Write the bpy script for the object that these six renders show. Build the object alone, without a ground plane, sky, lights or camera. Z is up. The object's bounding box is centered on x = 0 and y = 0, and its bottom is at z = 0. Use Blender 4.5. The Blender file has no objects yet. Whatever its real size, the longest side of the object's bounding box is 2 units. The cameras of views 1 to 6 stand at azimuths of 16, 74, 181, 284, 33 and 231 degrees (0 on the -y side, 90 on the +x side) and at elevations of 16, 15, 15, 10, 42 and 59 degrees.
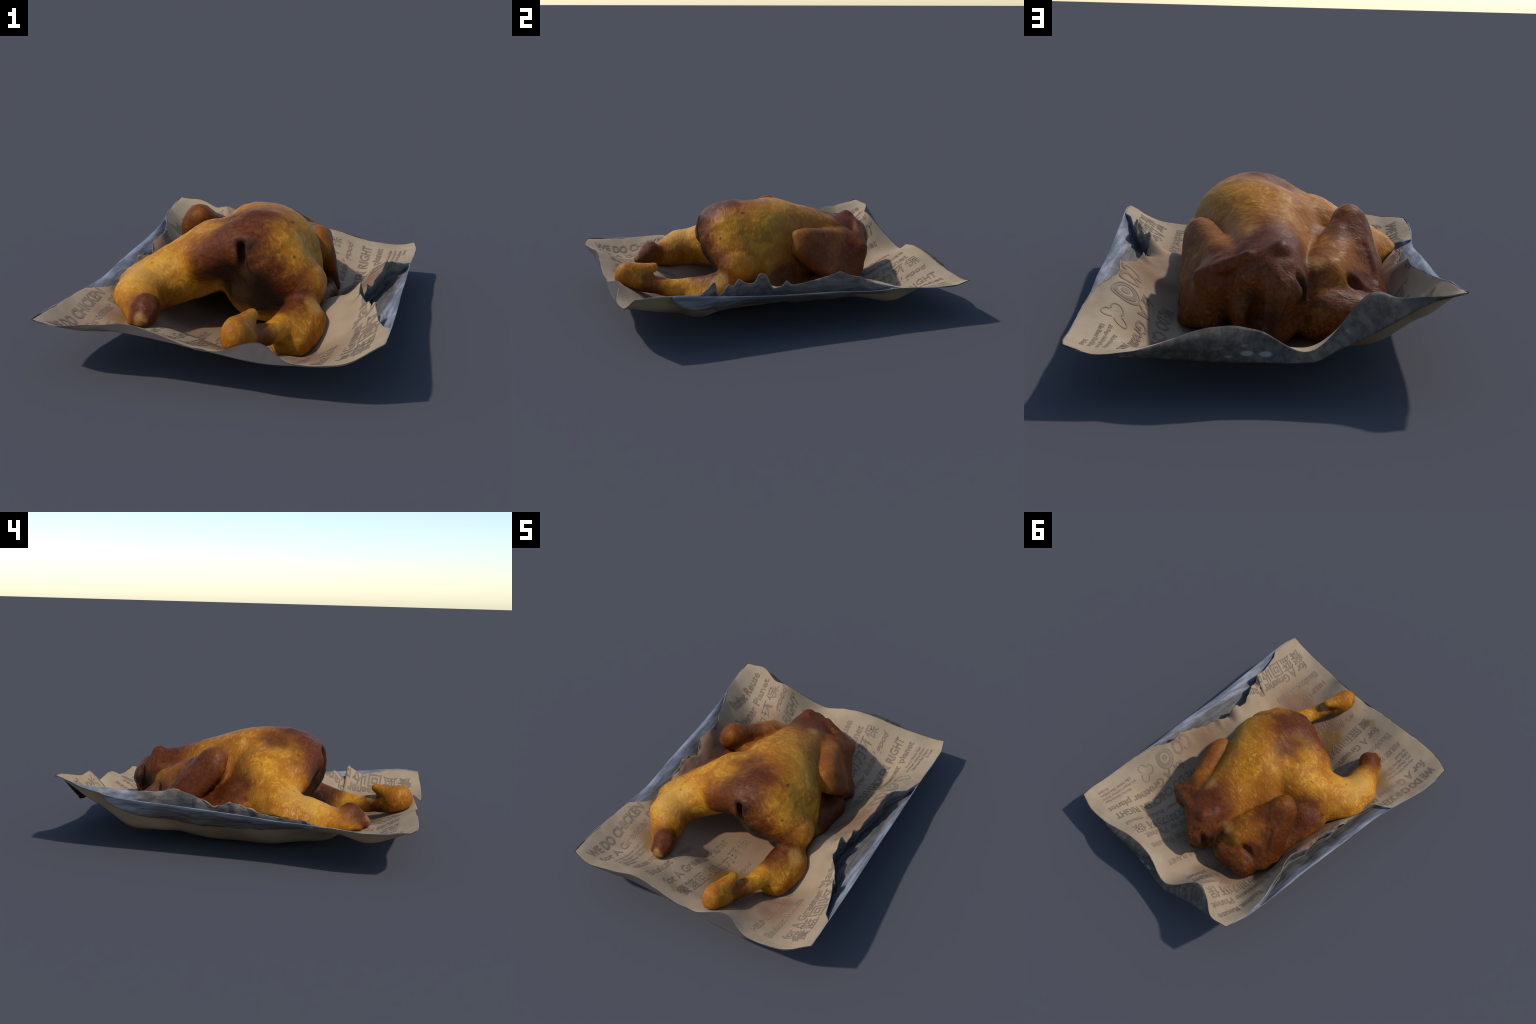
import bpy, bmesh, math, random
import numpy as np
from mathutils import Vector, noise as mnoise
from mathutils.bvhtree import BVHTree

random.seed(7)
np.random.seed(7)
COL = bpy.context.scene.collection


# ------------------------------------------------------------------ helpers
def link(ob, parent=None):
    COL.objects.link(ob)
    if parent is not None:
        ob.parent = parent
    return ob


def empty(name, loc=(0, 0, 0)):
    ob = bpy.data.objects.new(name, None)
    ob.empty_display_size = 0.1
    ob.location = loc
    return link(ob)


def mesh_object(name, verts, faces, mat, parent=None, smooth=True):
    me = bpy.data.meshes.new(name)
    me.from_pydata([tuple(v) for v in verts], [], [tuple(f) for f in faces])
    me.update()
    if smooth:
        me.polygons.foreach_set("use_smooth", [True] * len(me.polygons))
    me.materials.append(mat)
    ob = bpy.data.objects.new(name, me)
    return link(ob, parent)


def lerp_table(t, xs, ys):
    """smooth (cubic hermite) interpolation through stations"""
    xs = np.asarray(xs, float)
    ys = np.asarray(ys, float)
    m = np.gradient(ys, xs)
    t = np.clip(t, xs[0], xs[-1])
    i = np.clip(np.searchsorted(xs, t) - 1, 0, len(xs) - 2)
    h = xs[i + 1] - xs[i]
    s = (t - xs[i]) / h
    return ((2 * s**3 - 3 * s**2 + 1) * ys[i] + (s**3 - 2 * s**2 + s) * h * m[i]
            + (-2 * s**3 + 3 * s**2) * ys[i + 1] + (s**3 - s**2) * h * m[i + 1])


def catmull(P, t):
    """Catmull-Rom through points P (n,3) at parameters t in [0, n-1]"""
    P = np.asarray(P, float)
    n = len(P)
    Q = np.vstack([2 * P[0] - P[1], P, 2 * P[-1] - P[-2]])
    i = np.clip(np.floor(t).astype(int), 0, n - 2)
    s = (t - i)[:, None]
    a, b, c, d = Q[i], Q[i + 1], Q[i + 2], Q[i + 3]
    return 0.5 * (2 * b + (c - a) * s + (2 * a - 5 * b + 4 * c - d) * s**2
                  + (3 * b - a - 3 * c + d) * s**3)


def fbm(p, octaves=3):
    return mnoise.fractal(Vector(p), 1.0, 2.0, octaves, noise_basis='PERLIN_ORIGINAL')


# ---------------------------------------------------------------- materials
class NT:
    """tiny node-tree builder"""
    def __init__(self, name, rough=0.6, spec=0.3):
        self.mat = bpy.data.materials.new(name)
        self.mat.use_nodes = True
        self.t = self.mat.node_tree
        self.bsdf = self.t.nodes["Principled BSDF"]
        self.bsdf.inputs["Roughness"].default_value = rough
        self.bsdf.inputs["Specular IOR Level"].default_value = spec
        self.co = self.node("ShaderNodeTexCoord").outputs["Object"]

    def node(self, kind, **kw):
        n = self.t.nodes.new(kind)
        for k, v in kw.items():
            setattr(n, k, v)
        return n

    def put(self, sock, val):
        if hasattr(val, "is_linked"):
            self.t.links.new(val, sock)
        else:
            sock.default_value = val

    def math(self, op, a, b=0.0, clamp=False):
        n = self.node("ShaderNodeMath", operation=op)
        n.use_clamp = clamp
        self.put(n.inputs[0], a)
        self.put(n.inputs[1], b)
        return n.outputs[0]

    def noise(self, scale, detail=4.0, rough=0.55, vec=None, distort=0.0):
        n = self.node("ShaderNodeTexNoise")
        n.inputs["Scale"].default_value = scale
        n.inputs["Detail"].default_value = detail
        n.inputs["Roughness"].default_value = rough
        n.inputs["Distortion"].default_value = distort
        self.put(n.inputs["Vector"], vec or self.co)
        return n.outputs["Fac"]

    def stretch(self, sx, sy, sz, rot=(0, 0, 0)):
        n = self.node("ShaderNodeMapping")
        n.inputs["Scale"].default_value = (sx, sy, sz)
        n.inputs["Rotation"].default_value = rot
        self.put(n.inputs["Vector"], self.co)
        return n.outputs[0]

    def step(self, val, lo, hi, a=0.0, b=1.0):
        n = self.node("ShaderNodeMapRange", interpolation_type='SMOOTHSTEP')
        self.put(n.inputs[0], val)
        n.inputs[1].default_value = lo
        n.inputs[2].default_value = hi
        n.inputs[3].default_value = a
        n.inputs[4].default_value = b
        return n.outputs[0]

    def mix(self, fac, a, b, mode='MIX'):
        n = self.node("ShaderNodeMix", data_type='RGBA', blend_type=mode)
        self.put(n.inputs[0], fac)
        for s, v in ((n.inputs[6], a), (n.inputs[7], b)):
            if isinstance(v, tuple):
                v = (*v[:3], 1.0)
            self.put(s, v)
        return n.outputs[2]

    def warped(self, amount, scale):
        n = self.node("ShaderNodeTexNoise")
        n.inputs["Scale"].default_value = scale
        n.inputs["Detail"].default_value = 3
        self.put(n.inputs["Vector"], self.co)
        s = self.node("ShaderNodeVectorMath", operation='SUBTRACT')
        self.put(s.inputs[0], n.outputs["Color"])
        s.inputs[1].default_value = (0.5, 0.5, 0.5)
        m = self.node("ShaderNodeVectorMath", operation='SCALE')
        self.put(m.inputs[0], s.outputs[0])
        m.inputs["Scale"].default_value = amount
        a = self.node("ShaderNodeVectorMath", operation='ADD')
        self.put(a.inputs[0], self.co)
        self.put(a.inputs[1], m.outputs[0])
        return a.outputs[0]

    def blobs(self, vec, items, ragged=0.0, noise=None):
        """soft patches of colour around given places; each item is (centre, radius[, weight])"""
        out = None
        for it in items:
            c, r = it[0], it[1]
            w = it[2] if len(it) > 2 else 1.0
            d = self.node("ShaderNodeVectorMath", operation='DISTANCE')
            self.put(d.inputs[0], vec)
            d.inputs[1].default_value = c
            b = self.math('SUBTRACT', 1.0, self.math('DIVIDE', d.outputs["Value"], r * 1.4))
            b = self.math('MULTIPLY', self.math('MAXIMUM', b, 0.0), w)
            out = b if out is None else self.math('MAXIMUM', out, b)
        if noise is not None:
            out = self.math('ADD', out, self.math('MULTIPLY', self.math('SUBTRACT', noise, 0.5), ragged))
        return self.step(out, 0.0, 0.70)

    def finish(self, col, bump=None, strength=0.3, dist=0.004, rough=None):
        self.put(self.bsdf.inputs["Base Color"], col)
        if rough is not None:
            self.put(self.bsdf.inputs["Roughness"], rough)
        if bump is not None:
            b = self.node("ShaderNodeBump")
            b.inputs["Strength"].default_value = strength
            b.inputs["Distance"].default_value = dist
            self.put(b.inputs["Height"], bump)
            self.put(self.bsdf.inputs["Normal"], b.outputs[0])
        return self.mat


def skin_material():
    m = NT("roasted_skin", rough=0.55, spec=0.14)
    w = m.warped(0.13, 7.0)
    w2 = m.warped(0.05, 22.0)
    fine = m.noise(60, 5, 0.65, distort=0.8)
    mid = m.noise(13, 4, 0.6, distort=1.0)
    big = m.noise(4.5, 3, 0.55)
    grain = m.noise(21, 2.5, 0.5, vec=m.stretch(1.0, 2.4, 1.2, (0.3, 0.2, 0.5)), distort=1.2)
    fleck = m.noise(26, 2.5, 0.55, vec=m.stretch(2.2, 1.0, 1.2, (0.2, 0.6, 0.3)), distort=1.4)
    # yellow-gold drifting into orange-brown
    gold = m.mix(m.step(m.math('ADD', m.math('MULTIPLY', big, 0.6), m.math('MULTIPLY', mid, 0.4)), 0.38, 0.62),
                 (0.33, 0.108, 0.005), (0.54, 0.240, 0.013))
    gold = m.mix(m.math('MULTIPLY', m.step(grain, 0.50, 0.72), 0.55), gold, (0.66, 0.33, 0.040))
    gold = m.mix(m.math('MULTIPLY', m.step(fleck, 0.57, 0.74), 0.5), gold, (0.74, 0.42, 0.11))
    # toasted speckle everywhere
    sp = m.step(m.math('ADD', m.math('MULTIPLY', fine, 0.4), m.math('MULTIPLY', mid, 0.6)), 0.53, 0.66)
    gold = m.mix(m.math('MULTIPLY', sp, 0.7), gold, (0.215, 0.055, 0.005))
    # rusty drifts where the fat browned
    rust = m.step(m.noise(8, 4, 0.6, distort=1.5), 0.52, 0.68)
    gold = m.mix(m.math('MULTIPLY', rust, 0.55), gold, (0.27, 0.072, 0.005))
    # olive, less crisp flank
    olive = m.blobs(w, OLIVE, 0.4, mid)
    col = m.mix(m.math('MULTIPLY', olive, 0.75), gold,
                m.mix(m.step(mid, 0.4, 0.62), (0.170, 0.080, 0.006), (0.36, 0.200, 0.022)))
    # amber-brown crust (wings, haunches)
    amber = m.blobs(w, AMBER, 0.5, mid)
    col = m.mix(m.math('MULTIPLY', amber, m.step(grain, 0.40, 0.72, 0.92, 0.55)), col, (0.235, 0.062, 0.005))
    # dark red-brown burnt skin
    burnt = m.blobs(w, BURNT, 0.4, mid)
    col = m.mix(m.math('MULTIPLY', burnt, m.step(fine, 0.3, 0.75, 1.0, 0.72)), col, (0.068, 0.0125, 0.004))
    # near-black shadow painted onto the skin in neck opening and cavity
    painted_shade = m.blobs(w2, PAINTED_SHADE, 0.4, mid)
    col = m.mix(m.math('MULTIPLY', painted_shade, 0.95), col, (0.016, 0.007, 0.005))
    # single pores and cuts
    spots = m.blobs(w2, SPOTS)
    col = m.mix(m.math('MULTIPLY', spots, 0.85), col, (0.085, 0.018, 0.008))
    # pale soft skin
    soft = m.blobs(w2, PALE, 0.5, mid)
    col = m.mix(m.math('MULTIPLY', soft, 0.5), col, (0.50, 0.27, 0.065))
    bump = m.math('ADD', m.math('MULTIPLY', fine, 0.5), grain)
    return m.finish(col, bump, 0.5, 0.006, rough=m.step(mid, 0.3, 0.7, 0.40, 0.60))


OLIVE = [((0.32, 0.0, 0.40), 0.24, 0.9), ((0.24, 0.10, 0.30), 0.22, 0.8), ((0.30, -0.12, 0.25), 0.15, 0.8),
         ((0.12, 0.25, 0.48), 0.14, 0.6), ((0.16, 0.33, 0.45), 0.10, 0.8), ((0.24, -0.10, 0.55), 0.13, 0.7),
         ((-0.08, -0.17, 0.585), 0.10, 0.8), ((0.10, -0.08, 0.61), 0.10, 0.6), ((-0.2, 0.06, 0.5), 0.12, 0.35)]
AMBER = [((-0.36, 0.22, 0.42), 0.32), ((0.30, 0.25, 0.38), 0.30), ((0.20, 0.42, 0.40), 0.24),
         ((0.05, -0.18, 0.64), 0.20, 0.9), ((-0.10, -0.16, 0.60), 0.12, 0.8),
         ((0.13, -0.80, 0.20), 0.20, 0.8), ((-0.34, -0.64, 0.24), 0.15, 0.8),
         ((0.28, -0.27, 0.20), 0.22, 0.9), ((-0.50, -0.03, 0.24), 0.22, 0.9),
         ((-0.06, 0.42, 0.50), 0.26, 0.9), ((-0.15, -0.40, 0.40), 0.20, 0.9),
         ((0.36, -0.45, 0.05), 0.16, 0.8), ((0.27, 0.10, 0.10), 0.28, 0.9), ((-0.30, -0.42, 0.22), 0.16, 0.7)]
BURNT = [((-0.39, 0.13, 0.44), 0.15, 0.85), ((0.31, 0.22, 0.33), 0.18, 0.8), ((0.13, 0.44, 0.40), 0.12, 0.7),
         ((-0.07, 0.57, 0.42), 0.24, 1.35), ((0.02, 0.62, 0.28), 0.28, 1.35), ((-0.10, 0.64, 0.20), 0.22, 1.35), ((0.16, 0.56, 0.16), 0.24, 1.35),
         ((0.26, 0.50, 0.20), 0.22, 1.28), ((-0.32, 0.52, 0.13), 0.20, 1.28), ((-0.46, 0.18, 0.30), 0.18, 1.22),
         ((-0.40, 0.02, 0.30), 0.15, 1.22), ((-0.45, 0.36, 0.16), 0.18, 1.22), ((-0.31, 0.20, 0.45), 0.10, 0.81),
         ((-0.16, 0.50, 0.42), 0.12, 0.94),
         ((0.01, -0.37, 0.52), 0.17, 1.22), ((-0.09, -0.44, 0.42), 0.16, 1.22), ((0.12, -0.42, 0.38), 0.13, 1.15),
         ((0.22, -0.36, 0.26), 0.14, 1.15), ((0.33, 0.22, 0.08), 0.20, 1.22), ((0.30, 0.02, 0.18), 0.13, 1.15),
         ((-0.335, -0.69, 0.255), 0.12, 1.28), ((0.17, -0.71, 0.19), 0.09, 1.08),
         ((-0.09, -0.15, 0.605), 0.10, 0.81), ((0.05, -0.25, 0.63), 0.13, 0.94)]
PAINTED_SHADE = [((0.04, -0.38, 0.49), 0.055), ((0.05, -0.37, 0.42), 0.06), ((-0.02, -0.40, 0.25), 0.17, 1.2), ((0.08, -0.41, 0.31), 0.10, 1.1), ((0.10, -0.36, 0.20), 0.13, 1.2), ((-0.12, -0.42, 0.30), 0.10, 0.9),
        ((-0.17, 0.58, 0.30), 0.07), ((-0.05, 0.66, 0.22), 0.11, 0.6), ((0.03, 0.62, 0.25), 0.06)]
SPOTS = [((0.202, -0.199, 0.569), 0.016), ((-0.485, -0.093, 0.302), 0.022), ((-0.376, 0.397, 0.301), 0.06),
         ((-0.188, -0.305, 0.495), 0.012), ((-0.46, -0.05, 0.32), 0.018), ((0.326, -0.31, 0.361), 0.010),
         ((0.248, -0.332, 0.447), 0.012), ((-0.43, -0.345, 0.36), 0.010)]
PALE = [((0.36, -0.37, 0.24), 0.05), ((-0.46, -0.42, 0.32), 0.13, 0.8), ((-0.152, 0.01, 0.56), 0.03, 0.7),
        ((0.05, 0.363, 0.476), 0.04, 0.7), ((-0.213, 0.443, 0.387), 0.04, 0.7), ((0.17, -0.69, 0.22), 0.035),
        ((-0.34, -0.71, 0.21), 0.03)]


def paper_material():
    m = NT("greaseproof_paper", rough=0.75, spec=0.2)
    a = m.noise(4.0, 4, 0.55)
    b = m.noise(38, 4, 0.6)
    col = m.mix(m.step(a, 0.35, 0.65), (0.315, 0.224, 0.134), (0.385, 0.283, 0.177))
    col = m.mix(m.math('MULTIPLY', m.step(b, 0.45, 0.75), 0.25), col, (0.28, 0.198, 0.128))
    w = m.warped(0.22, 6)
    # grease that soaked in around the bird
    grease = m.blobs(w, [((0.0, 0.0, 0.0), 0.55, 0.7), ((0.40, -0.62, 0.12), 0.2, 0.7),
                         ((0.14, -0.60, 0.05), 0.25, 0.8), ((-0.58, 0.1, 0.25), 0.25, 0.8), ((0.55, 0.05, 0.2), 0.25, 0.7),
                         ((-0.48, -0.62, 0.15), 0.16, 0.7), ((-0.35, 0.55, 0.12), 0.2, 0.7)], 0.5, a)
    col = m.mix(grease, col, (0.22, 0.125, 0.070))
    amber = m.blobs(w, [((0.02, -0.58, 0.06), 0.12, 1.1), ((-0.08, -0.83, 0.20), 0.05, 1.0), ((-0.46, -0.66, 0.15), 0.05, 0.8)])
    col = m.mix(amber, col, (0.22, 0.12, 0.03))
    return m.finish(col, m.noise(20, 5, 0.6), 0.25, 0.006)


def ink_material(name, c):
    m = NT(name, rough=0.8, spec=0.15)
    f = m.step(m.noise(30, 3), 0.35, 0.65, 0.25, 0.70)
    return m.finish(m.mix(f, c, (0.27, 0.19, 0.125)))


def tray_material():
    m = NT("pale_plastic_tray", rough=0.6, spec=0.2)
    sep = m.node("ShaderNodeSeparateXYZ")
    m.put(sep.inputs[0], m.co)
    st = m.noise(6, 4, 0.6, vec=m.stretch(6, 0.9, 6))
    # warm grey near the sheet, bluish tray flange outside
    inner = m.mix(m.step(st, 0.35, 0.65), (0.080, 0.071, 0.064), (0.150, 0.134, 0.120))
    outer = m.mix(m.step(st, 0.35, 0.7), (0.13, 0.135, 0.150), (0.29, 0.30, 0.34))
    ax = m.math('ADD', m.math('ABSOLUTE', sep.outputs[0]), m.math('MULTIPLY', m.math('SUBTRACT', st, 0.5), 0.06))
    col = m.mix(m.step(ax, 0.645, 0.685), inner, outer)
    # back skirt: dark with pale dots
    vor = m.node("ShaderNodeTexVoronoi", feature='F1')
    vor.inputs["Scale"].default_value = 17
    vor.inputs["Randomness"].default_value = 0.6
    m.put(vor.inputs["Vector"], m.stretch(0.7, 1, 1.7))
    dots = m.step(vor.outputs["Distance"], 0.16, 0.34, 1.0, 0.0)
    some = m.step(m.noise(5, 2), 0.45, 0.55)
    back = m.step(sep.outputs[1], 0.78, 0.84)
    front = m.step(sep.outputs[1], -0.90, -0.86, 1.0, 0.0)
    backcol = m.mix(m.math('MULTIPLY', m.math('MULTIPLY', dots, some), 0.6),
                    m.mix(m.step(st, 0.4, 0.6), (0.040, 0.033, 0.026), (0.070, 0.060, 0.048)), (0.26, 0.25, 0.23))
    col = m.mix(back, col, backcol)
    col = m.mix(front, col, (0.055, 0.041, 0.038))
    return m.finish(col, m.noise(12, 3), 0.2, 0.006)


# ------------------------------------------------------- paper-lined tray
# Cross-sections of the sheet from the front edge to the back edge,
# each listed from the left edge to the right edge as (x, y, z).
SHEET = [
    [(-.72, -.97, .252), (-.60, -1.0, .255), (-.46, -.988, .265), (-.285, -.957, .274), (-.10, -.957, .235),
     (.08, -.942, .202), (.245, -.90, .246), (.39, -.937, .188), (.59, -.922, .208), (.745, -.885, .295)],
    [(-.735, -.87, .245), (-.61, -.885, .205), (-.45, -.89, .225), (-.30, -.89, .248), (-.12, -.875, .208),
     (.08, -.87, .175), (.245, -.84, .195), (.39, -.86, .16), (.57, -.85, .19), (.748, -.80, .30)],
    [(-.731, -.745, .24), (-.60, -.76, .168), (-.45, -.77, .172), (-.29, -.77, .188), (-.14, -.75, .152),
     (.08, -.75, .125), (.24, -.74, .125), (.40, -.74, .115), (.57, -.71, .172), (.735, -.69, .293)],
    [(-.71, -.57, .248), (-.60, -.62, .195), (-.45, -.62, .165), (-.29, -.62, .158), (-.11, -.60, .105),
     (.08, -.61, .065), (.24, -.61, .085), (.40, -.61, .09), (.57, -.60, .18), (.69, -.60, .275)],
    [(-.62, -.45, .248), (-.57, -.45, .20), (-.44, -.45, .15), (-.29, -.45, .09), (-.10, -.45, .025),
     (.10, -.45, .012), (.25, -.45, .02), (.40, -.45, .065), (.53, -.45, .160), (.63, -.45, .28)],
    [(-.607, -.2, .27), (-.56, -.2, .23), (-.44, -.2, .11), (-.29, -.2, .03), (-.10, -.2, .010),
     (.10, -.2, .004), (.25, -.2, .05), (.365, -.2, .20), (.46, -.2, .235), (.533, -.2, .253)],
    [(-.592, 0, .285), (-.55, 0, .255), (-.44, 0, .13), (-.29, 0, .03), (-.10, 0, .010),
     (.10, 0, .006), (.25, 0, .05), (.37, 0, .125), (.49, 0, .205), (.561, 0, .244)],
    [(-.604, .2, .326), (-.565, .2, .275), (-.46, .2, .14), (-.30, .2, .04), (-.10, .2, .02),
     (.10, .2, .01), (.28, .2, .05), (.40, .2, .115), (.51, .2, .225), (.586, .2, .29)],
    [(-.65, .4, .342), (-.59, .4, .245), (-.47, .4, .10), (-.30, .4, .07), (-.10, .4, .05),
     (.10, .4, .05), (.28, .4, .06), (.41, .4, .105), (.53, .4, .225), (.655, .4, .25)],
    [(-.722, .58, .365), (-.61, .59, .235), (-.48, .57, .115), (-.32, .58, .08), (-.15, .61, .07),
     (.08, .62, .115), (.26, .61, .075), (.42, .63, .065), (.57, .58, .190), (.677, .56, .213)],
    [(-.742, .70, .36), (-.62, .71, .270), (-.50, .72, .272), (-.38, .71, .270), (-.19, .79, .160),
     (.03, .80, .200), (.21, .81, .205), (.40, .84, .155), (.57, .81, .165), (.673, .78, .197)],
    [(-.735, .85, .40), (-.62, .879, .394), (-.50, .82, .371), (-.39, .808, .368), (-.20, .928, .195),
     (.00, .908, .262), (.17, .925, .268), (.40, .982, .195), (.54, 1.0, .19), (.65, .985, .215)],
]
# torn side edges of the sheet, from front to back
TORN_LEFT = [(-.72, -.97, .252), (-.732, -.87, .243), (-.735, -.745, .24), (-.722, -.62, .246), (-.703, -.50, .25), (-.61, -.43, .247),
             (-.601, -.337, .244), (-.605, -.221, .259), (-.61, -.19, .272), (-.60, -.135, .287), (-.613, -.08, .308), (-.605, -.034, .300),
             (-.589, .01, .281), (-.589, .039, .268), (-.607, .086, .305), (-.618, .127, .325), (-.598, .22, .348), (-.597, .27, .358), (-.607, .305, .338),
             (-.64, .36, .340), (-.662, .432, .341), (-.70, .517, .347), (-.72, .58, .36), (-.742, .70, .365), (-.735, .85, .40)]
TORN_RIGHT = [(.745, -.885, .295), (.749, -.80, .30), (.74, -.70, .295), (.706, -.662, .287), (.671, -.548, .266), (.657, -.504, .292),
              (.636, -.46, .328), (.64, -.445, .24), (.627, -.42, .255), (.603, -.382, .292), (.592, -.35, .274), (.552, -.315, .300),
              (.531, -.261, .264), (.533, -.22, .26), (.528, -.195, .312), (.526, -.155, .305), (.541, -.125, .225), (.545, -.069, .240), (.54, -.045, .268), (.556, -.02, .24), (.561, 0, .244), (.565, .066, .257),
              (.582, .151, .276), (.590, .237, .305), (.587, .295, .283), (.600, .347, .272), (.655, .42, .245), (.678, .56, .213),
              (.673, .78, .197), (.672, .90, .20), (.65, .985, .215)]
NU, NV = 150, 190


def build_sheet():
    rows = [np.array(r) for r in SHEET]
    tu = np.linspace(0, len(rows[0]) - 1, NU)
    fine = np.array([catmull(r, tu) for r in rows])          # (11, NU, 3)
    tv = np.linspace(0, len(rows) - 1, NV)
    grid = np.array([catmull(fine[:, i, :], tv) for i in range(NU)]).transpose(1, 0, 2)   # (NV, NU, 3)
    out = grid.copy()
    for j in range(NV):
        for i in range(NU):
            x, y, z = grid[j, i]
            u = i / (NU - 1)
            side = max(0.0, abs(u - 0.5) * 2 - 0.72) / 0.28
            torn = side * max(0.0, 1 - abs(y + 0.02) / 0.62)
            # soft crumple everywhere, sharper creases toward the torn sides
            dz = 0.010 * fbm((x * 4, y * 4, 1.3)) * min(1.0, z / 0.06 + 0.1)
            cr = abs(fbm((x * 7 + 5, y * 7, 4.1), 4))
            dz += 0.045 * torn * (0.35 - cr)
            dx = 0.05 * torn * fbm((y * 9, u * 2, 8.8), 3)
            out[j, i] = (x + dx, y, max(z + dz, 0.002))
    # pull the two long sides onto their torn edges, with a fine ragged fringe
    for k, (i0, line) in enumerate(((0, np.array(TORN_LEFT)), (NU - 1, np.array(TORN_RIGHT)))):
        for j in range(NV):
            y = out[j, i0, 1]
            tx, tz = np.interp(y, line[:, 1], line[:, 0]), np.interp(y, line[:, 1], line[:, 2])
            t = max(0.0, 1 - abs(y + 0.03) / 0.5) ** 0.5
            rag = fbm((y * 34, 3.0 + 7 * k, 0.5), 4)
            dx, dz = tx - out[j, i0, 0], tz - out[j, i0, 2]
            for q in range(22):
                i = q if i0 == 0 else NU - 1 - q
                w = (1 - q / 22) ** 2
                out[j, i, 0] += w * dx
                out[j, i, 2] += w * dz
            out[j, i0, 2] += 0.010 * t * rag
            out[j, i0, 0] += 0.010 * t * rag
    return out


def quads(nr, nc, flip=False):
    f = []
    for j in range(nr - 1):
        for i in range(nc - 1):
            q = (j * nc + i, j * nc + i + 1, (j + 1) * nc + i + 1, (j + 1) * nc + i)
            f.append(q[::-1] if flip else q)
    return f


def solidify(ob, t, offset=-1.0):
    md = ob.modifiers.new("thickness", 'SOLIDIFY')
    md.thickness = t
    md.offset = offset
    dg = bpy.context.evaluated_depsgraph_get()
    me = bpy.data.meshes.new_from_object(ob.evaluated_get(dg))
    old = ob.data
    ob.modifiers.clear()
    ob.data = me
    bpy.data.meshes.remove(old)


RIM_RIGHT = [(.748, -.885, .296), (.749, -.80, .30), (.746, -.70, .296), (.738, -.55, .279), (.727, -.36, .261), (.715, -.18, .245), (.706, -.02, .237),
             (.698, .19, .229), (.686, .39, .212), (.678, .56, .211), (.671, .78, .193), (.670, .89, .195), (.65, .985, .212)]
RIM_LEFT = [(-.72, -.97, .25), (-.735, -.86, .243), (-.73, -.745, .238), (-.715, -.57, .246), (-.700, -.40, .25), (-.698, -.30, .253), (-.706, -.11, .27),
            (-.715, .20, .290), (-.725, .40, .302), (-.735, .55, .320), (-.744, .69, .352), (-.742, .77, .38), (-.735, .85, .402)]
RIM_FRONT = [(-.72, -.97, .25), (-.60, -.998, .248), (-.46, -.992, .25), (-.326, -.972, .245), (-.10, -.962, .222), (.08, -.948, .195), (.245, -.95, .178),
             (.39, -.94, .18), (.59, -.925, .202), (.748, -.885, .293)]
RIM_BACK = [(-.735, .85, .395), (-.60, .883, .365), (-.456, .90, .282), (-.357, .922, .233), (-.28, .94, .20), (-.198, .958, .165), (0, .958, .158),
            (.124, .952, .153), (.274, .968, .162), (.421, .985, .175), (.54, 1.0, .187), (.65, .985, .21)]


def strip(name, edge, rim, sag, mat, parent, n=160, m=14):
    """wall between the paper's edge and the straight tray rim; sag(t) gives the trough depth"""
    te = np.linspace(0, len(edge) - 1, n)
    i = np.clip(np.floor(te).astype(int), 0, len(edge) - 2)
    s = (te - i)[:, None]
    E = edge[i] * (1 - s) + edge[i + 1] * s
    R = catmull(rim, np.linspace(0, len(rim) - 1, n))
    # match the rim sample to the edge sample along the run of the side
    ax = 1 if abs(rim[0][1] - rim[-1][1]) > 1 else 0
    R = np.array([[np.interp(e[ax], R[:, ax], R[:, k]) for k in range(3)] for e in E])
    V = []
    for j in range(n):
        f, zb = sag(E[j, ax])
        mean = 0.5 * (E[j] + R[j])
        low = mean.copy()
        if ax == 1:
            low[0] = mean[0] * (1 - f) + (E[j, 0] - 0.04 * np.sign(E[j, 0])) * f
        low[2] = mean[2] * (1 - f) + zb * f
        for q in range(m):
            w = q / (m - 1)
            p = E[j] * (1 - w / 0.4) + low * (w / 0.4) if w < 0.4 else low + (R[j] - low) * (w - 0.4) / 0.6
            p = p.copy()
            p[2] += 0.006 * math.sin(math.pi * w) * fbm((p[0] * 9, p[1] * 9, p[2] * 9))
            if ax == 0 and R[j, 1] > 0:         # the back fold rolls outward
                roll = math.sin(math.pi * w) * max(0.0, 1 - ((p[0] - 0.20) / 0.22) ** 2)
                p[1] += 0.030 * roll
                p[2] += 0.030 * roll
            V.append(p)
    ob = mesh_object(name, V, quads(n, m), mat, parent)
    solidify(ob, 0.003, 0)
    return ob


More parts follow.
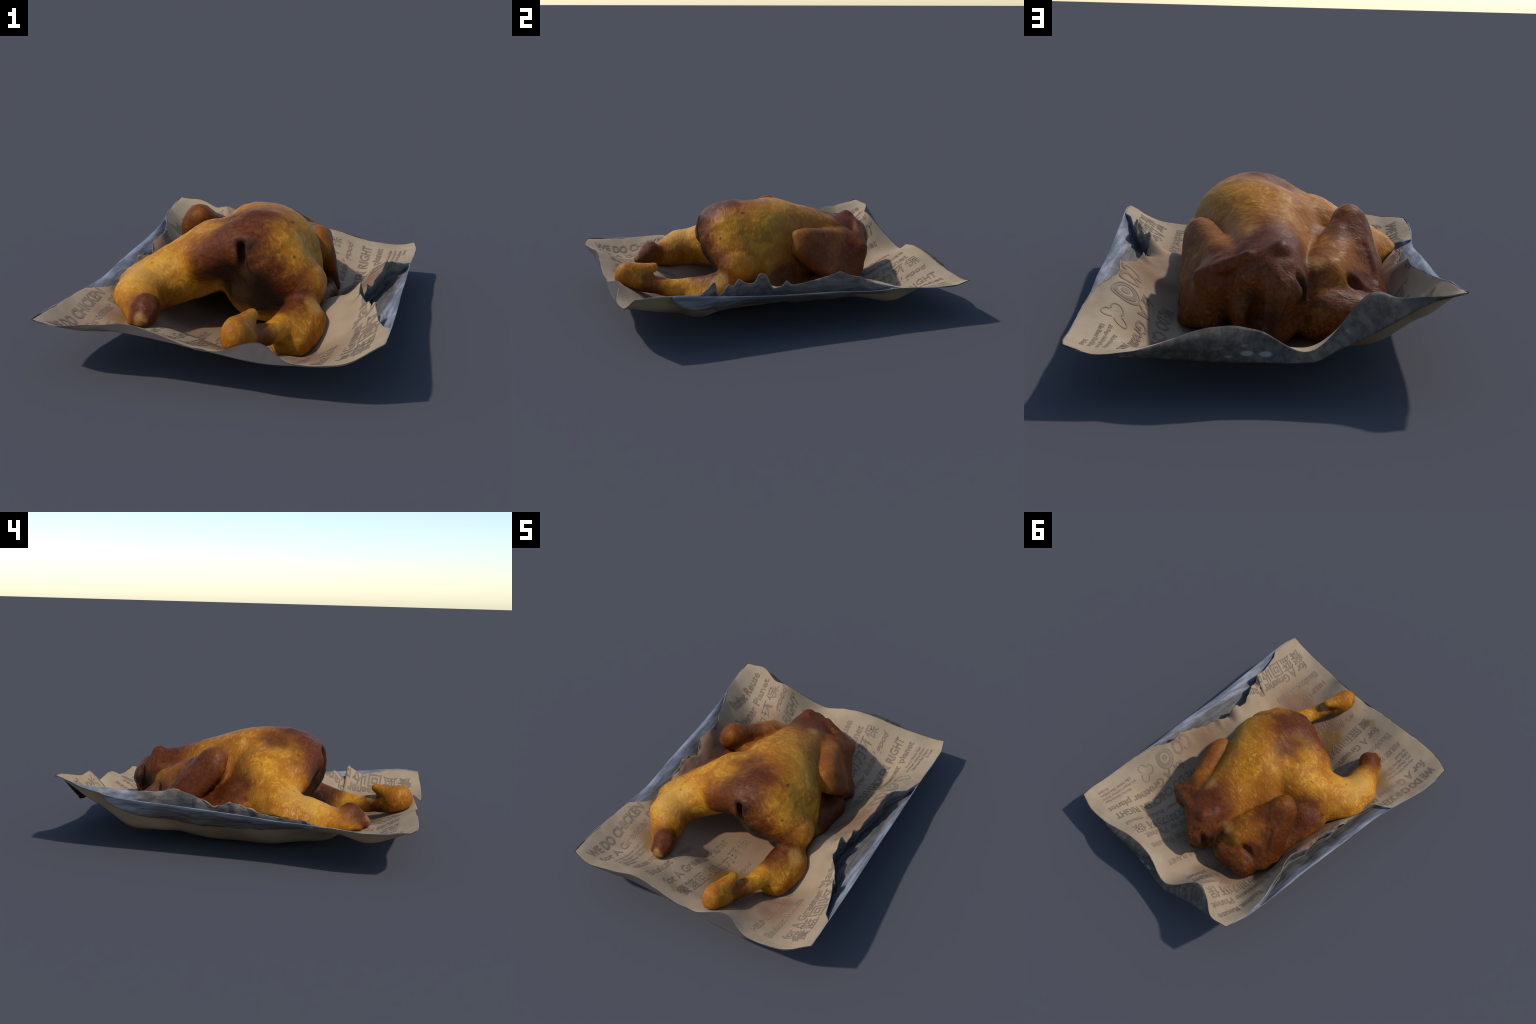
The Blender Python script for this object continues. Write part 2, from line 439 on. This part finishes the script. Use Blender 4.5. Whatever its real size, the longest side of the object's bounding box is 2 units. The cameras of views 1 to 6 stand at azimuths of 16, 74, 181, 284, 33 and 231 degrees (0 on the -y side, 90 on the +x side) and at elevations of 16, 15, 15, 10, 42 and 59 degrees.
def build_tray():
    root = empty("serving_tray")
    root["label"] = "pale serving tray lined with torn printed brown paper"
    root["category"] = "food tray"
    paper = paper_material()
    tray = tray_material()
    G = build_sheet()
    sheet = mesh_object("paper_liner", G.reshape(-1, 3), quads(NV, NU), paper, root)
    bvh = BVHTree.FromPolygons([Vector(v) for v in G.reshape(-1, 3)], quads(NV, NU))
    solidify(sheet, 0.0025, -1)
    # four tray walls between the paper edge and the rim
    bump = lambda y, a, b, z: ((max(0.0, 1 - ((y - (a + b) / 2) / ((b - a) / 2)) ** 2)) ** 0.5 if a < y < b else 0.0, z)
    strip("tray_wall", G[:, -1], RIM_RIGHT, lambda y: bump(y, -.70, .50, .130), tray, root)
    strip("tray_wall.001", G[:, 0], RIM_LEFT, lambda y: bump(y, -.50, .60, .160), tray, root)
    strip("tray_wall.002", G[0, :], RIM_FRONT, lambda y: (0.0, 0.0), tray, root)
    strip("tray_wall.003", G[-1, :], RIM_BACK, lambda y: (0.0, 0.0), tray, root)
    print_text(sheet, bvh)
    return root, bvh


# --------------------------------------------------------------- printing
def drape(verts, bvh, lift=0.0022):
    """drop a flat layout in the xy plane onto the paper"""
    out = []
    for v in verts:
        h = bvh.ray_cast(Vector((v[0], v[1], 1.0)), Vector((0, 0, -1)))
        if h[0] is None:
            return None
        out.append(h[0] + h[1] * (lift if h[1].z > 0 else -lift))
    return out


def drape_mesh(name, me, bvh, mat, parent):
    bm = bmesh.new()
    bm.from_mesh(me)
    bmesh.ops.triangulate(bm, faces=bm.faces)
    for _ in range(2):
        long = [e for e in bm.edges if e.calc_length() > 0.016]
        if not long:
            break
        bmesh.ops.subdivide_edges(bm, edges=long, cuts=1)
        bmesh.ops.triangulate(bm, faces=bm.faces)
    kill = []
    for v in bm.verts:
        h = bvh.ray_cast(Vector((v.co.x, v.co.y, 1.0)), Vector((0, 0, -1)))
        if h[0] is None:
            kill.append(v)
        else:
            n = h[1] if h[1].z > 0 else -h[1]
            v.co = h[0] + n * 0.0016
    if kill:
        bmesh.ops.delete(bm, geom=kill, context='VERTS')
    if not bm.faces:
        bm.free()
        return None
    new = bpy.data.meshes.new(name)
    bm.to_mesh(new)
    bm.free()
    new.materials.append(mat)
    ob = bpy.data.objects.new(name, new)
    return link(ob, parent)


def text_mesh(body, shear=0.0, bold=0.0):
    cu = bpy.data.curves.new("tmp_text", 'FONT')
    cu.body = body
    cu.shear = shear
    cu.offset = bold
    cu.resolution_u = 3
    ob = bpy.data.objects.new("tmp_text", cu)
    COL.objects.link(ob)
    bpy.context.view_layer.update()
    dg = bpy.context.evaluated_depsgraph_get()
    me = bpy.data.meshes.new_from_object(ob.evaluated_get(dg))
    bpy.data.objects.remove(ob)
    bpy.data.curves.remove(cu)
    return me


def lay_line(body, x, y0, y1, height, mat, bvh, sheet, shear=0.0, bold=0.022):
    """one printed line: reads toward +y, letters stand up toward -x; x is the middle of the line"""
    me = text_mesh(body, shear, bold)
    co = np.array([v.co[:] for v in me.vertices])
    if len(co) == 0:
        return
    lo, hi = co.min(0), co.max(0)
    for v in me.vertices:
        s = (v.co.x - lo[0]) / (hi[0] - lo[0])
        h = (v.co.y - lo[1]) / (hi[1] - lo[1]) - 0.5
        v.co = (x - h * height, y0 + (y1 - y0) * s, 0)
    drape_mesh("printed_line", me, bvh, mat, sheet)
    bpy.data.meshes.remove(me)


def ring_mesh(cx, cy, r0, r1, n=40, a0=0.0, a1=2 * math.pi, sx=1.0, sy=1.0):
    me = bpy.data.meshes.new("tmp_ring")
    V, F = [], []
    for i in range(n + 1):
        a = a0 + (a1 - a0) * i / n
        for r in (r0, r1):
            V.append((cx + sx * r * math.cos(a), cy + sy * r * math.sin(a), 0))
    for i in range(n):
        F.append((2 * i, 2 * i + 1, 2 * i + 3, 2 * i + 2))
    me.from_pydata(V, [], F)
    return me


def print_text(sheet, bvh):
    grey = ink_material("grey_ink", (0.165, 0.125, 0.086))
    pale = ink_material("faded_grey_ink", (0.225, 0.165, 0.112))
    red = ink_material("faded_red_ink", (0.265, 0.130, 0.090))
    han = "\u9910\u7bee\u56de\u6536\u52a9\u529b\u73af\u4fdd"
    L = lambda *a, **k: lay_line(*a, bvh=bvh, sheet=sheet, **k)
    # front left block
    L("WE DO CHICKEN RIGHT", -.648, -.935, -.28, .056, grey, bold=0.03)
    L("for A Greener Planet", -.572, -.925, -.33, .052, grey)
    for k, s in enumerate(("We Do Chicken Right", "It's Finger Licking", "Like Never Else Is", "So Good")):
        L(s, -.505 + .027 * k, -.89, -.89 + .0115 * len(s), .020, pale)
    L("REUSE FOR PLANET", -.365, -.885, -.52, .036, red)
    L("Basket Reuse", -.275, -.885, -.50, .048, pale)
    L("for A Greener Planet", -.178, -.87, -.30, .052, grey)
    L(han, -.075, -.88, -.22, .075, grey, bold=0.006)
    L("it's finger lickin' good", .04, -.84, -.35, .045, red, shear=0.3)
    L("WE DO CHICKEN RIGHT", .13, -.70, -.15, .055, pale)
    L("for A Greener Planet", .215, -.76, -.35, .05, pale)
    # front right block
    L("HELP US YOU CAN", .385, -.865, -.45, .038, red)
    L("Basket Reuse", .475, -.87, -.52, .050, pale)
    L("for A Greener Planet", .572, -.85, -.30, .052, grey)
    L(han, .642, -.86, -.12, .085, grey, bold=0.006)
    # back right block, the same lines running out at the back edge
    L("REUSE FOR PLANET", -.09, .50, .83, .036, red)
    L("Basket Reuse", .045, .52, .85, .048, pale)
    L("for A Greener Planet", .13, .30, .84, .052, pale)
    L(han, .21, .24, .875, .08, grey, bold=0.006)
    L("it's finger lickin' good", .30, .36, .89, .050, red, shear=0.3)
    L("WE DO CHICKEN RIGHT", .392, .26, .905, .056, grey)
    L("for A Greener planet", .468, .32, .915, .056, grey)
    for k, s in enumerate(("We Do Chicken Right", "It's Finger Licking Good", "Like Never Else Before", "So Good")):
        L(s, .528 + .026 * k, .90 - .0105 * len(s), .90, .019, pale)
    L("CO", .545, .20, .335, .085, red)
    # back left block
    L("Basket Reuse", -.650, .52, .835, .050, grey)
    L("for A Greener Planet", -.568, .30, .825, .050, grey)
    L(han, -.480, .22, .79, .080, grey, bold=0.006)
    L("it's finger lickin' good", -.405, .32, .80, .048, red, shear=0.3)
    L("WE DO CHICKEN RIGHT", -.335, .25, .81, .052, grey)
    L("for A Greener planet", -.262, .30, .81, .050, grey)
    # round stamp and recycling mark
    for r0, r1 in ((.052, .058), (.030, .046), (.0, .018)):
        me = ring_mesh(.54, .41, r0, r1)
        drape_mesh("round_stamp", me, bvh, pale, sheet)
    for k in range(3):
        a = 2 * math.pi * k / 3 + 0.4
        cx, cy = .555 + .030 * math.cos(a), .56 + .030 * math.sin(a)
        me = ring_mesh(cx, cy, .021, .026, 24, a - 2.2, a + 2.2)
        drape_mesh("recycling_mark", me, bvh, pale, sheet)


# ------------------------------------------------------------ roast chicken
def smin(a, b, k):
    h = np.clip(0.5 + 0.5 * (b - a) / k, 0, 1)
    return b * (1 - h) + a * h - k * h * (1 - h)


def smax(a, b, k):
    return -smin(-a, -b, k)


def cone(P, a, b, ra, rb):
    """capsule with a radius that changes along its length"""
    a, b = np.array(a, float), np.array(b, float)
    d = b - a
    t = np.clip(((P - a) @ d) / (d @ d), 0, 1)
    return np.linalg.norm(P - a - t[:, None] * d, axis=1) - (ra + (rb - ra) * t)


def ellipsoid(P, c, r):
    q = (P - np.array(c)) / np.array(r)
    k0 = np.linalg.norm(q, axis=1)
    k1 = np.linalg.norm(q / np.array(r), axis=1) + 1e-9
    return k0 * (k0 - 1) / k1


def slab(P, a, b, c, r):
    """rounded triangular plate"""
    a, b, c = (np.array(v, float) for v in (a, b, c))
    n = np.cross(b - a, c - a)
    n /= np.linalg.norm(n)
    h = (P - a) @ n
    Q = P - h[:, None] * n
    inside = np.ones(len(P), bool)
    d = np.full(len(P), 1e9)
    for p, q in ((a, b), (b, c), (c, a)):
        e = q - p
        t = np.clip(((Q - p) @ e) / (e @ e), 0, 1)
        d = np.minimum(d, np.linalg.norm(Q - p - t[:, None] * e, axis=1))
        inside &= (np.cross(np.broadcast_to(e, Q.shape), Q - p) @ n) >= 0
    d = np.where(inside, 0, d)
    return np.sqrt(d * d + h * h) - r


# body stations along y: centre x, half width, top z, bottom z
BODY_Y = [-.44, -.42, -.36, -.25, -.10, .05, .20, .35, .48, .58, .64, .67]
BODY_X = [.042, .034, .060, .054, .080, .015, -.003, -.020, -.026, -.042, -.061, -.090]
BODY_W = [.005, .041, .105, .177, .250, .257, .207, .181, .161, .116, .027, .003]
BODY_T = [.411, .494, .554, .608, .608, .598, .550, .502, .456, .435, .376, .306]
BODY_B = [.410, .362, .260, .122, .035, .020, .020, .030, .050, .080, .141, .280]


def torso(P):
    y = P[:, 1]
    xc = lerp_table(y, BODY_Y, BODY_X)
    w = np.maximum(lerp_table(y, BODY_Y, BODY_W), 0.01)
    zt = lerp_table(y, BODY_Y, BODY_T)
    zb = lerp_table(y, BODY_Y, BODY_B)
    zc, hz = (zt + zb) / 2, np.maximum((zt - zb) / 2, 0.01)
    q = (np.abs((P[:, 0] - xc) / w) ** 2.3 + np.abs((P[:, 2] - zc) / hz) ** 2.3) ** (1 / 2.3)
    d = (q - 1) * np.minimum(w, hz) * 0.8
    over = np.maximum(np.maximum(BODY_Y[0] - y, y - BODY_Y[-1]), 0)
    return np.where(over > 0, np.maximum(d, 0) + over, d)


def leg_left(P):
    d = smin(cone(P, (-.183, -.115, .359), (-.500, -.308, .202), 0.171, 0.123),
             cone(P, (-.031, -.282, .455), (-.188, -.278, .384), 0.120, 0.107), .05)
    d = smin(d, slab(P, (-.110, -.035, .350), (-.453, -.349, .237), (-.384, -.029, .247), 0.097), .05)
    return smin(d, cone(P, (-.459, -.436, .210), (-.362, -.640, .180), 0.120, 0.060), .04)


def foot_left(P):
    d = cone(P, (-.345, -.630, .232), (-.338, -.690, .197), .066, .044)
    return smin(d, cone(P, (-.385, -.655, .20), (-.405, -.705, .165), .022, .005), .01)      # loose shred of skin


def leg_right(P):
    d = smin(cone(P, (.128, -.233, .391), (.274, -.242, .296), 0.179, 0.110),
             cone(P, (.298, -.354, .135), (.277, -.459, .102), 0.118, 0.099), .05)
    return smin(d, cone(P, (.274, -.400, .171), (.209, -.641, .176), 0.076, 0.042), .04)


def foot_right(P):
    # bulbous joint with the shrunken skin cuff drawn to a point
    d = smin(cone(P, (.20, -.65, .182), (.140, -.79, .212), .044, .060),
             ellipsoid(P, (.130, -.836, .238), (.060, .074, .078)), .03)
    return smin(d, cone(P, (.133, -.80, .250), (.160, -.698, .286), .058, .026), .02)


def wing_left(P):
    d = smin(slab(P, (-.278, .415, .328), (-.385, .095, .445), (-.471, .312, .175), 0.056),
             cone(P, (-.219, .410, .310), (-.354, .092, .485), 0.075, 0.052), .03)
    d = smin(d, cone(P, (-.358, .122, .478), (-.456, .368, .189), 0.066, 0.056), .03)
    return smin(d, cone(P, (-.243, .450, .178), (-.365, .440, .155), 0.122, 0.104), .05)


def wing_right(P):
    d = smin(slab(P, (.275, .159, .427), (.139, .464, .358), (.264, .398, .134), 0.048),
             cone(P, (.261, .111, .419), (.114, .433, .352), 0.048, 0.068), .03)
    d = smin(d, cone(P, (.290, .114, .375), (.299, .356, .106), 0.055, 0.042), .03)
    return smin(d, cone(P, (.176, .473, .292), (.187, .450, .139), 0.086, 0.054), .05)


def neck(P):
    return smin(cone(P, (-.057, .474, .365), (-.106, .585, .305), 0.097, 0.069),
                cone(P, (-.095, .574, .319), (-.055, .563, .135), 0.060, 0.044), .05)


FLOOR = lambda P: np.zeros(len(P))      # height of the paper under the bird, set once the sheet exists

PARTS = [("torso", torso), ("leg", leg_left), ("foot", foot_left), ("leg.001", leg_right), ("foot.001", foot_right),
         ("wing", wing_left), ("wing.001", wing_right), ("neck", neck)]


def bird(P, want_parts=False):
    ds = [f(P) for _, f in PARTS]
    t, ll, fl, lr, fr, wl, wr, nk = ds
    d = smin(smin(t, ll, .04), lr, .04)
    # flank and shoulder filling under and behind the folded wing
    d = smin(d, slab(P, (-.20, .05, .30), (-.455, -.05, .235), (-.43, .28, .15), .068), .05)
    d = smin(d, cone(P, (-.10, -.09, .45), (-.22, -.20, .405), .102, .10), .04)
    d = smin(d, cone(P, (.265, -.08, .12), (.275, .20, .11), .085, .080), .07)
    d = smin(d, slab(P, (-.14, .10, .42), (-.32, .12, .39), (-.22, .34, .33), .045), .04)
    # open body cavity under the tail, with the slit above it
    cave = ellipsoid(P, (-.04, -.47, .20), (.135, .15, .215))
    cave = smin(cave, cone(P, (.030, -.47, .47), (.035, -.43, .36), .014, .040), .03)
    cave = smin(cave, slab(P, (.020, -.47, .530), (.02, -.36, .47), (.050, -.47, .30), .016), .035)
    d = smax(d, -cave, .03)
    d = smin(d, fl, .030)
    d = smin(d, fr, .03)
    d = smin(d, wl, .02)
    d = smin(d, wr, .02)
    d = smin(d, nk, .04)
    # shrivelled skin hood over the neck opening
    d = smin(d, smin(cone(P, (.225, .505, .325), (.045, .550, .428), .036, .020), cone(P, (-.02, .545, .415), (-.075, .525, .445), .026, .038), .015), .02)
    d = smin(d, cone(P, (-.075, .525, .44), (-.15, .50, .365), .036, .026), .02)
    # hollow under the hood, deep clefts either side of the neck stub
    d = smax(d, -ellipsoid(P, (.10, .645, .27), (.10, .080, .10)), .02)
    d = smax(d, -cone(P, (.012, .66, .40), (.005, .575, .17), .016, .042), .025)
    d = smax(d, -cone(P, (-.155, .60, .36), (-.16, .565, .18), .016, .030), .025)
    # folds of the bent wing: a lip, a dimple and the wedge leading into it
    d = smin(d, cone(P, (-.29, .43, .20), (-.345, .425, .225), .06, .048), .03)
    d = smax(d, -cone(P, (-.325, .465, .36), (-.37, .412, .285), .004, .020), .02)
    d = smax(d, -cone(P, (-.37, .42, .285), (-.43, .415, .250), .016, .004), .02)
    d = smax(d, -cone(P, (-.413, .254, .412), (-.460, .346, .288), .002, .006), .02)
    d = smax(d, FLOOR(P) + 0.005 - P[:, 2], .015)
    if want_parts:
        return d, np.argmin(np.array(ds), axis=0)
    return d


def floor_lookup(bvh, n=150):
    xs, ys = np.linspace(-.66, .56, n), np.linspace(-1.0, .80, n)
    H = np.full((n, n), -1.0)
    for i, x in enumerate(xs):
        for j, y in enumerate(ys):
            h = bvh.ray_cast(Vector((x, y, 1.0)), Vector((0, 0, -1)))
            if h[0] is not None:
                H[i, j] = h[0].z
    for j in range(n):                      # beyond a torn edge: the height of that edge
        ok = np.where(H[:, j] > -1)[0]
        H[:ok[0], j] = H[ok[0], j]
        H[ok[-1]:, j] = H[ok[-1], j]

    def look(P):
        a = np.clip((P[:, 0] - xs[0]) / (xs[-1] - xs[0]) * (n - 1), 0, n - 1.001)
        b = np.clip((P[:, 1] - ys[0]) / (ys[-1] - ys[0]) * (n - 1), 0, n - 1.001)
        i, j = a.astype(int), b.astype(int)
        u, v = a - i, b - j
        return ((H[i, j] * (1 - v) + H[i, j + 1] * v) * (1 - u) + (H[i + 1, j] * (1 - v) + H[i + 1, j + 1] * v) * u)
    return look


def surface_nets(f, lo, hi, h):
    """one vertex per cell that the surface crosses, quads around crossing edges"""
    ax = [np.arange(lo[k], hi[k] + h, h) for k in range(3)]
    nx, ny, nz = map(len, ax)
    X, Y, Z = np.meshgrid(*ax, indexing='ij')
    P = np.stack([X, Y, Z], -1).reshape(-1, 3)
    D = np.concatenate([f(c) for c in np.array_split(P, 24)]).reshape(nx, ny, nz)
    S = D < 0
    acc = np.zeros((nx - 1, ny - 1, nz - 1, 3))
    cnt = np.zeros((nx - 1, ny - 1, nz - 1))
    corner = lambda A, o: A[o[0]:nx - 1 + o[0], o[1]:ny - 1 + o[1], o[2]:nz - 1 + o[2]]
    for k in range(3):
        o2 = [m for m in range(3) if m != k]
        for s in range(4):
            a = [0, 0, 0]
            a[o2[0]], a[o2[1]] = s & 1, s >> 1
            b = list(a)
            b[k] = 1
            da, db = corner(D, a), corner(D, b)
            cross = (da < 0) != (db < 0)
            t = np.where(cross, da / np.where(cross, da - db, 1), 0)
            for m in range(3):
                val = a[m] + (t if m == k else 0)
                acc[..., m] += np.where(cross, val, 0)
            cnt += cross
    act = cnt > 0
    idx = -np.ones(act.shape, int)
    idx[act] = np.arange(act.sum())
    cell = np.argwhere(act)
    V = np.array(lo) + h * (cell + acc[act] / cnt[act][:, None])
    F = []
    for k in range(3):
        a, b = [(1, 2), (2, 0), (0, 1)][k]
        sl0, sl1 = [slice(None)] * 3, [slice(None)] * 3
        sl0[k], sl1[k] = slice(0, -1), slice(1, None)
        s0, s1 = S[tuple(sl0)], S[tuple(sl1)]
        for c in np.argwhere(s0 != s1):
            if c[a] == 0 or c[b] == 0 or c[a] >= act.shape[a] or c[b] >= act.shape[b]:
                continue
            q = []
            for da, db in ((-1, -1), (0, -1), (0, 0), (-1, 0)):
                e = c.copy()
                e[a] += da
                e[b] += db
                q.append(idx[tuple(e)])
            F.append(q if s0[tuple(c)] else q[::-1])
    return V, np.array(F)


def gradient(f, V, e=0.004):
    g = np.stack([f(V + np.eye(3)[k] * e) - f(V - np.eye(3)[k] * e) for k in range(3)], -1)
    return g / (2 * e)


def build_chicken():
    root = empty("roast_chicken", (0, 0, 0))
    root["label"] = "whole golden brown roast chicken with spread legs"
    root["category"] = "roast chicken"
    V, F = surface_nets(bird, (-.63, -.95, -.02), (.47, .74, .68), 0.0105)
    for _ in range(3):
        g = gradient(bird, V)
        n2 = np.maximum((g * g).sum(1), 0.2)
        V = V - np.clip(bird(V) / n2, -.006, .006)[:, None] * g
    # relax once so the crease lines stay soft
    nb = np.zeros_like(V)
    c = np.zeros(len(V))
    for k in range(4):
        a, b = F[:, k], F[:, (k + 1) % 4]
        np.add.at(nb, a, V[b])
        np.add.at(c, a, 1)
        np.add.at(nb, b, V[a])
        np.add.at(c, b, 1)
    V = V * 0.5 + 0.5 * nb / c[:, None]
    g = gradient(bird, V)
    N = g / np.linalg.norm(g, axis=1)[:, None]
    amp = np.array([0.0045 * fbm(v * 8, 3) + 0.0018 * fbm(v * 30 + 9, 3) for v in V])
    V = V + N * amp[:, None]
    mat = skin_material()
    whole = bpy.data.meshes.new("whole_bird")
    whole.from_pydata(V.tolist(), [], F.tolist())
    whole.update()
    normals = np.zeros(len(V) * 3)
    whole.vertex_normals.foreach_get("vector", normals)
    normals = normals.reshape(-1, 3)
    _, lab = bird(V[F].mean(1), True)
    for k, (name, _) in enumerate(PARTS):
        sel = F[lab == k]
        if len(sel) == 0:
            continue
        used, inv = np.unique(sel, return_inverse=True)
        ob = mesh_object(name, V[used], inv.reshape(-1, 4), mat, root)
        ob.data.normals_split_custom_set_from_vertices([tuple(n) for n in normals[used]])
    bpy.data.meshes.remove(whole)
    return root


TRAY, SHEET_BVH = build_tray()
FLOOR = floor_lookup(SHEET_BVH)
build_chicken()
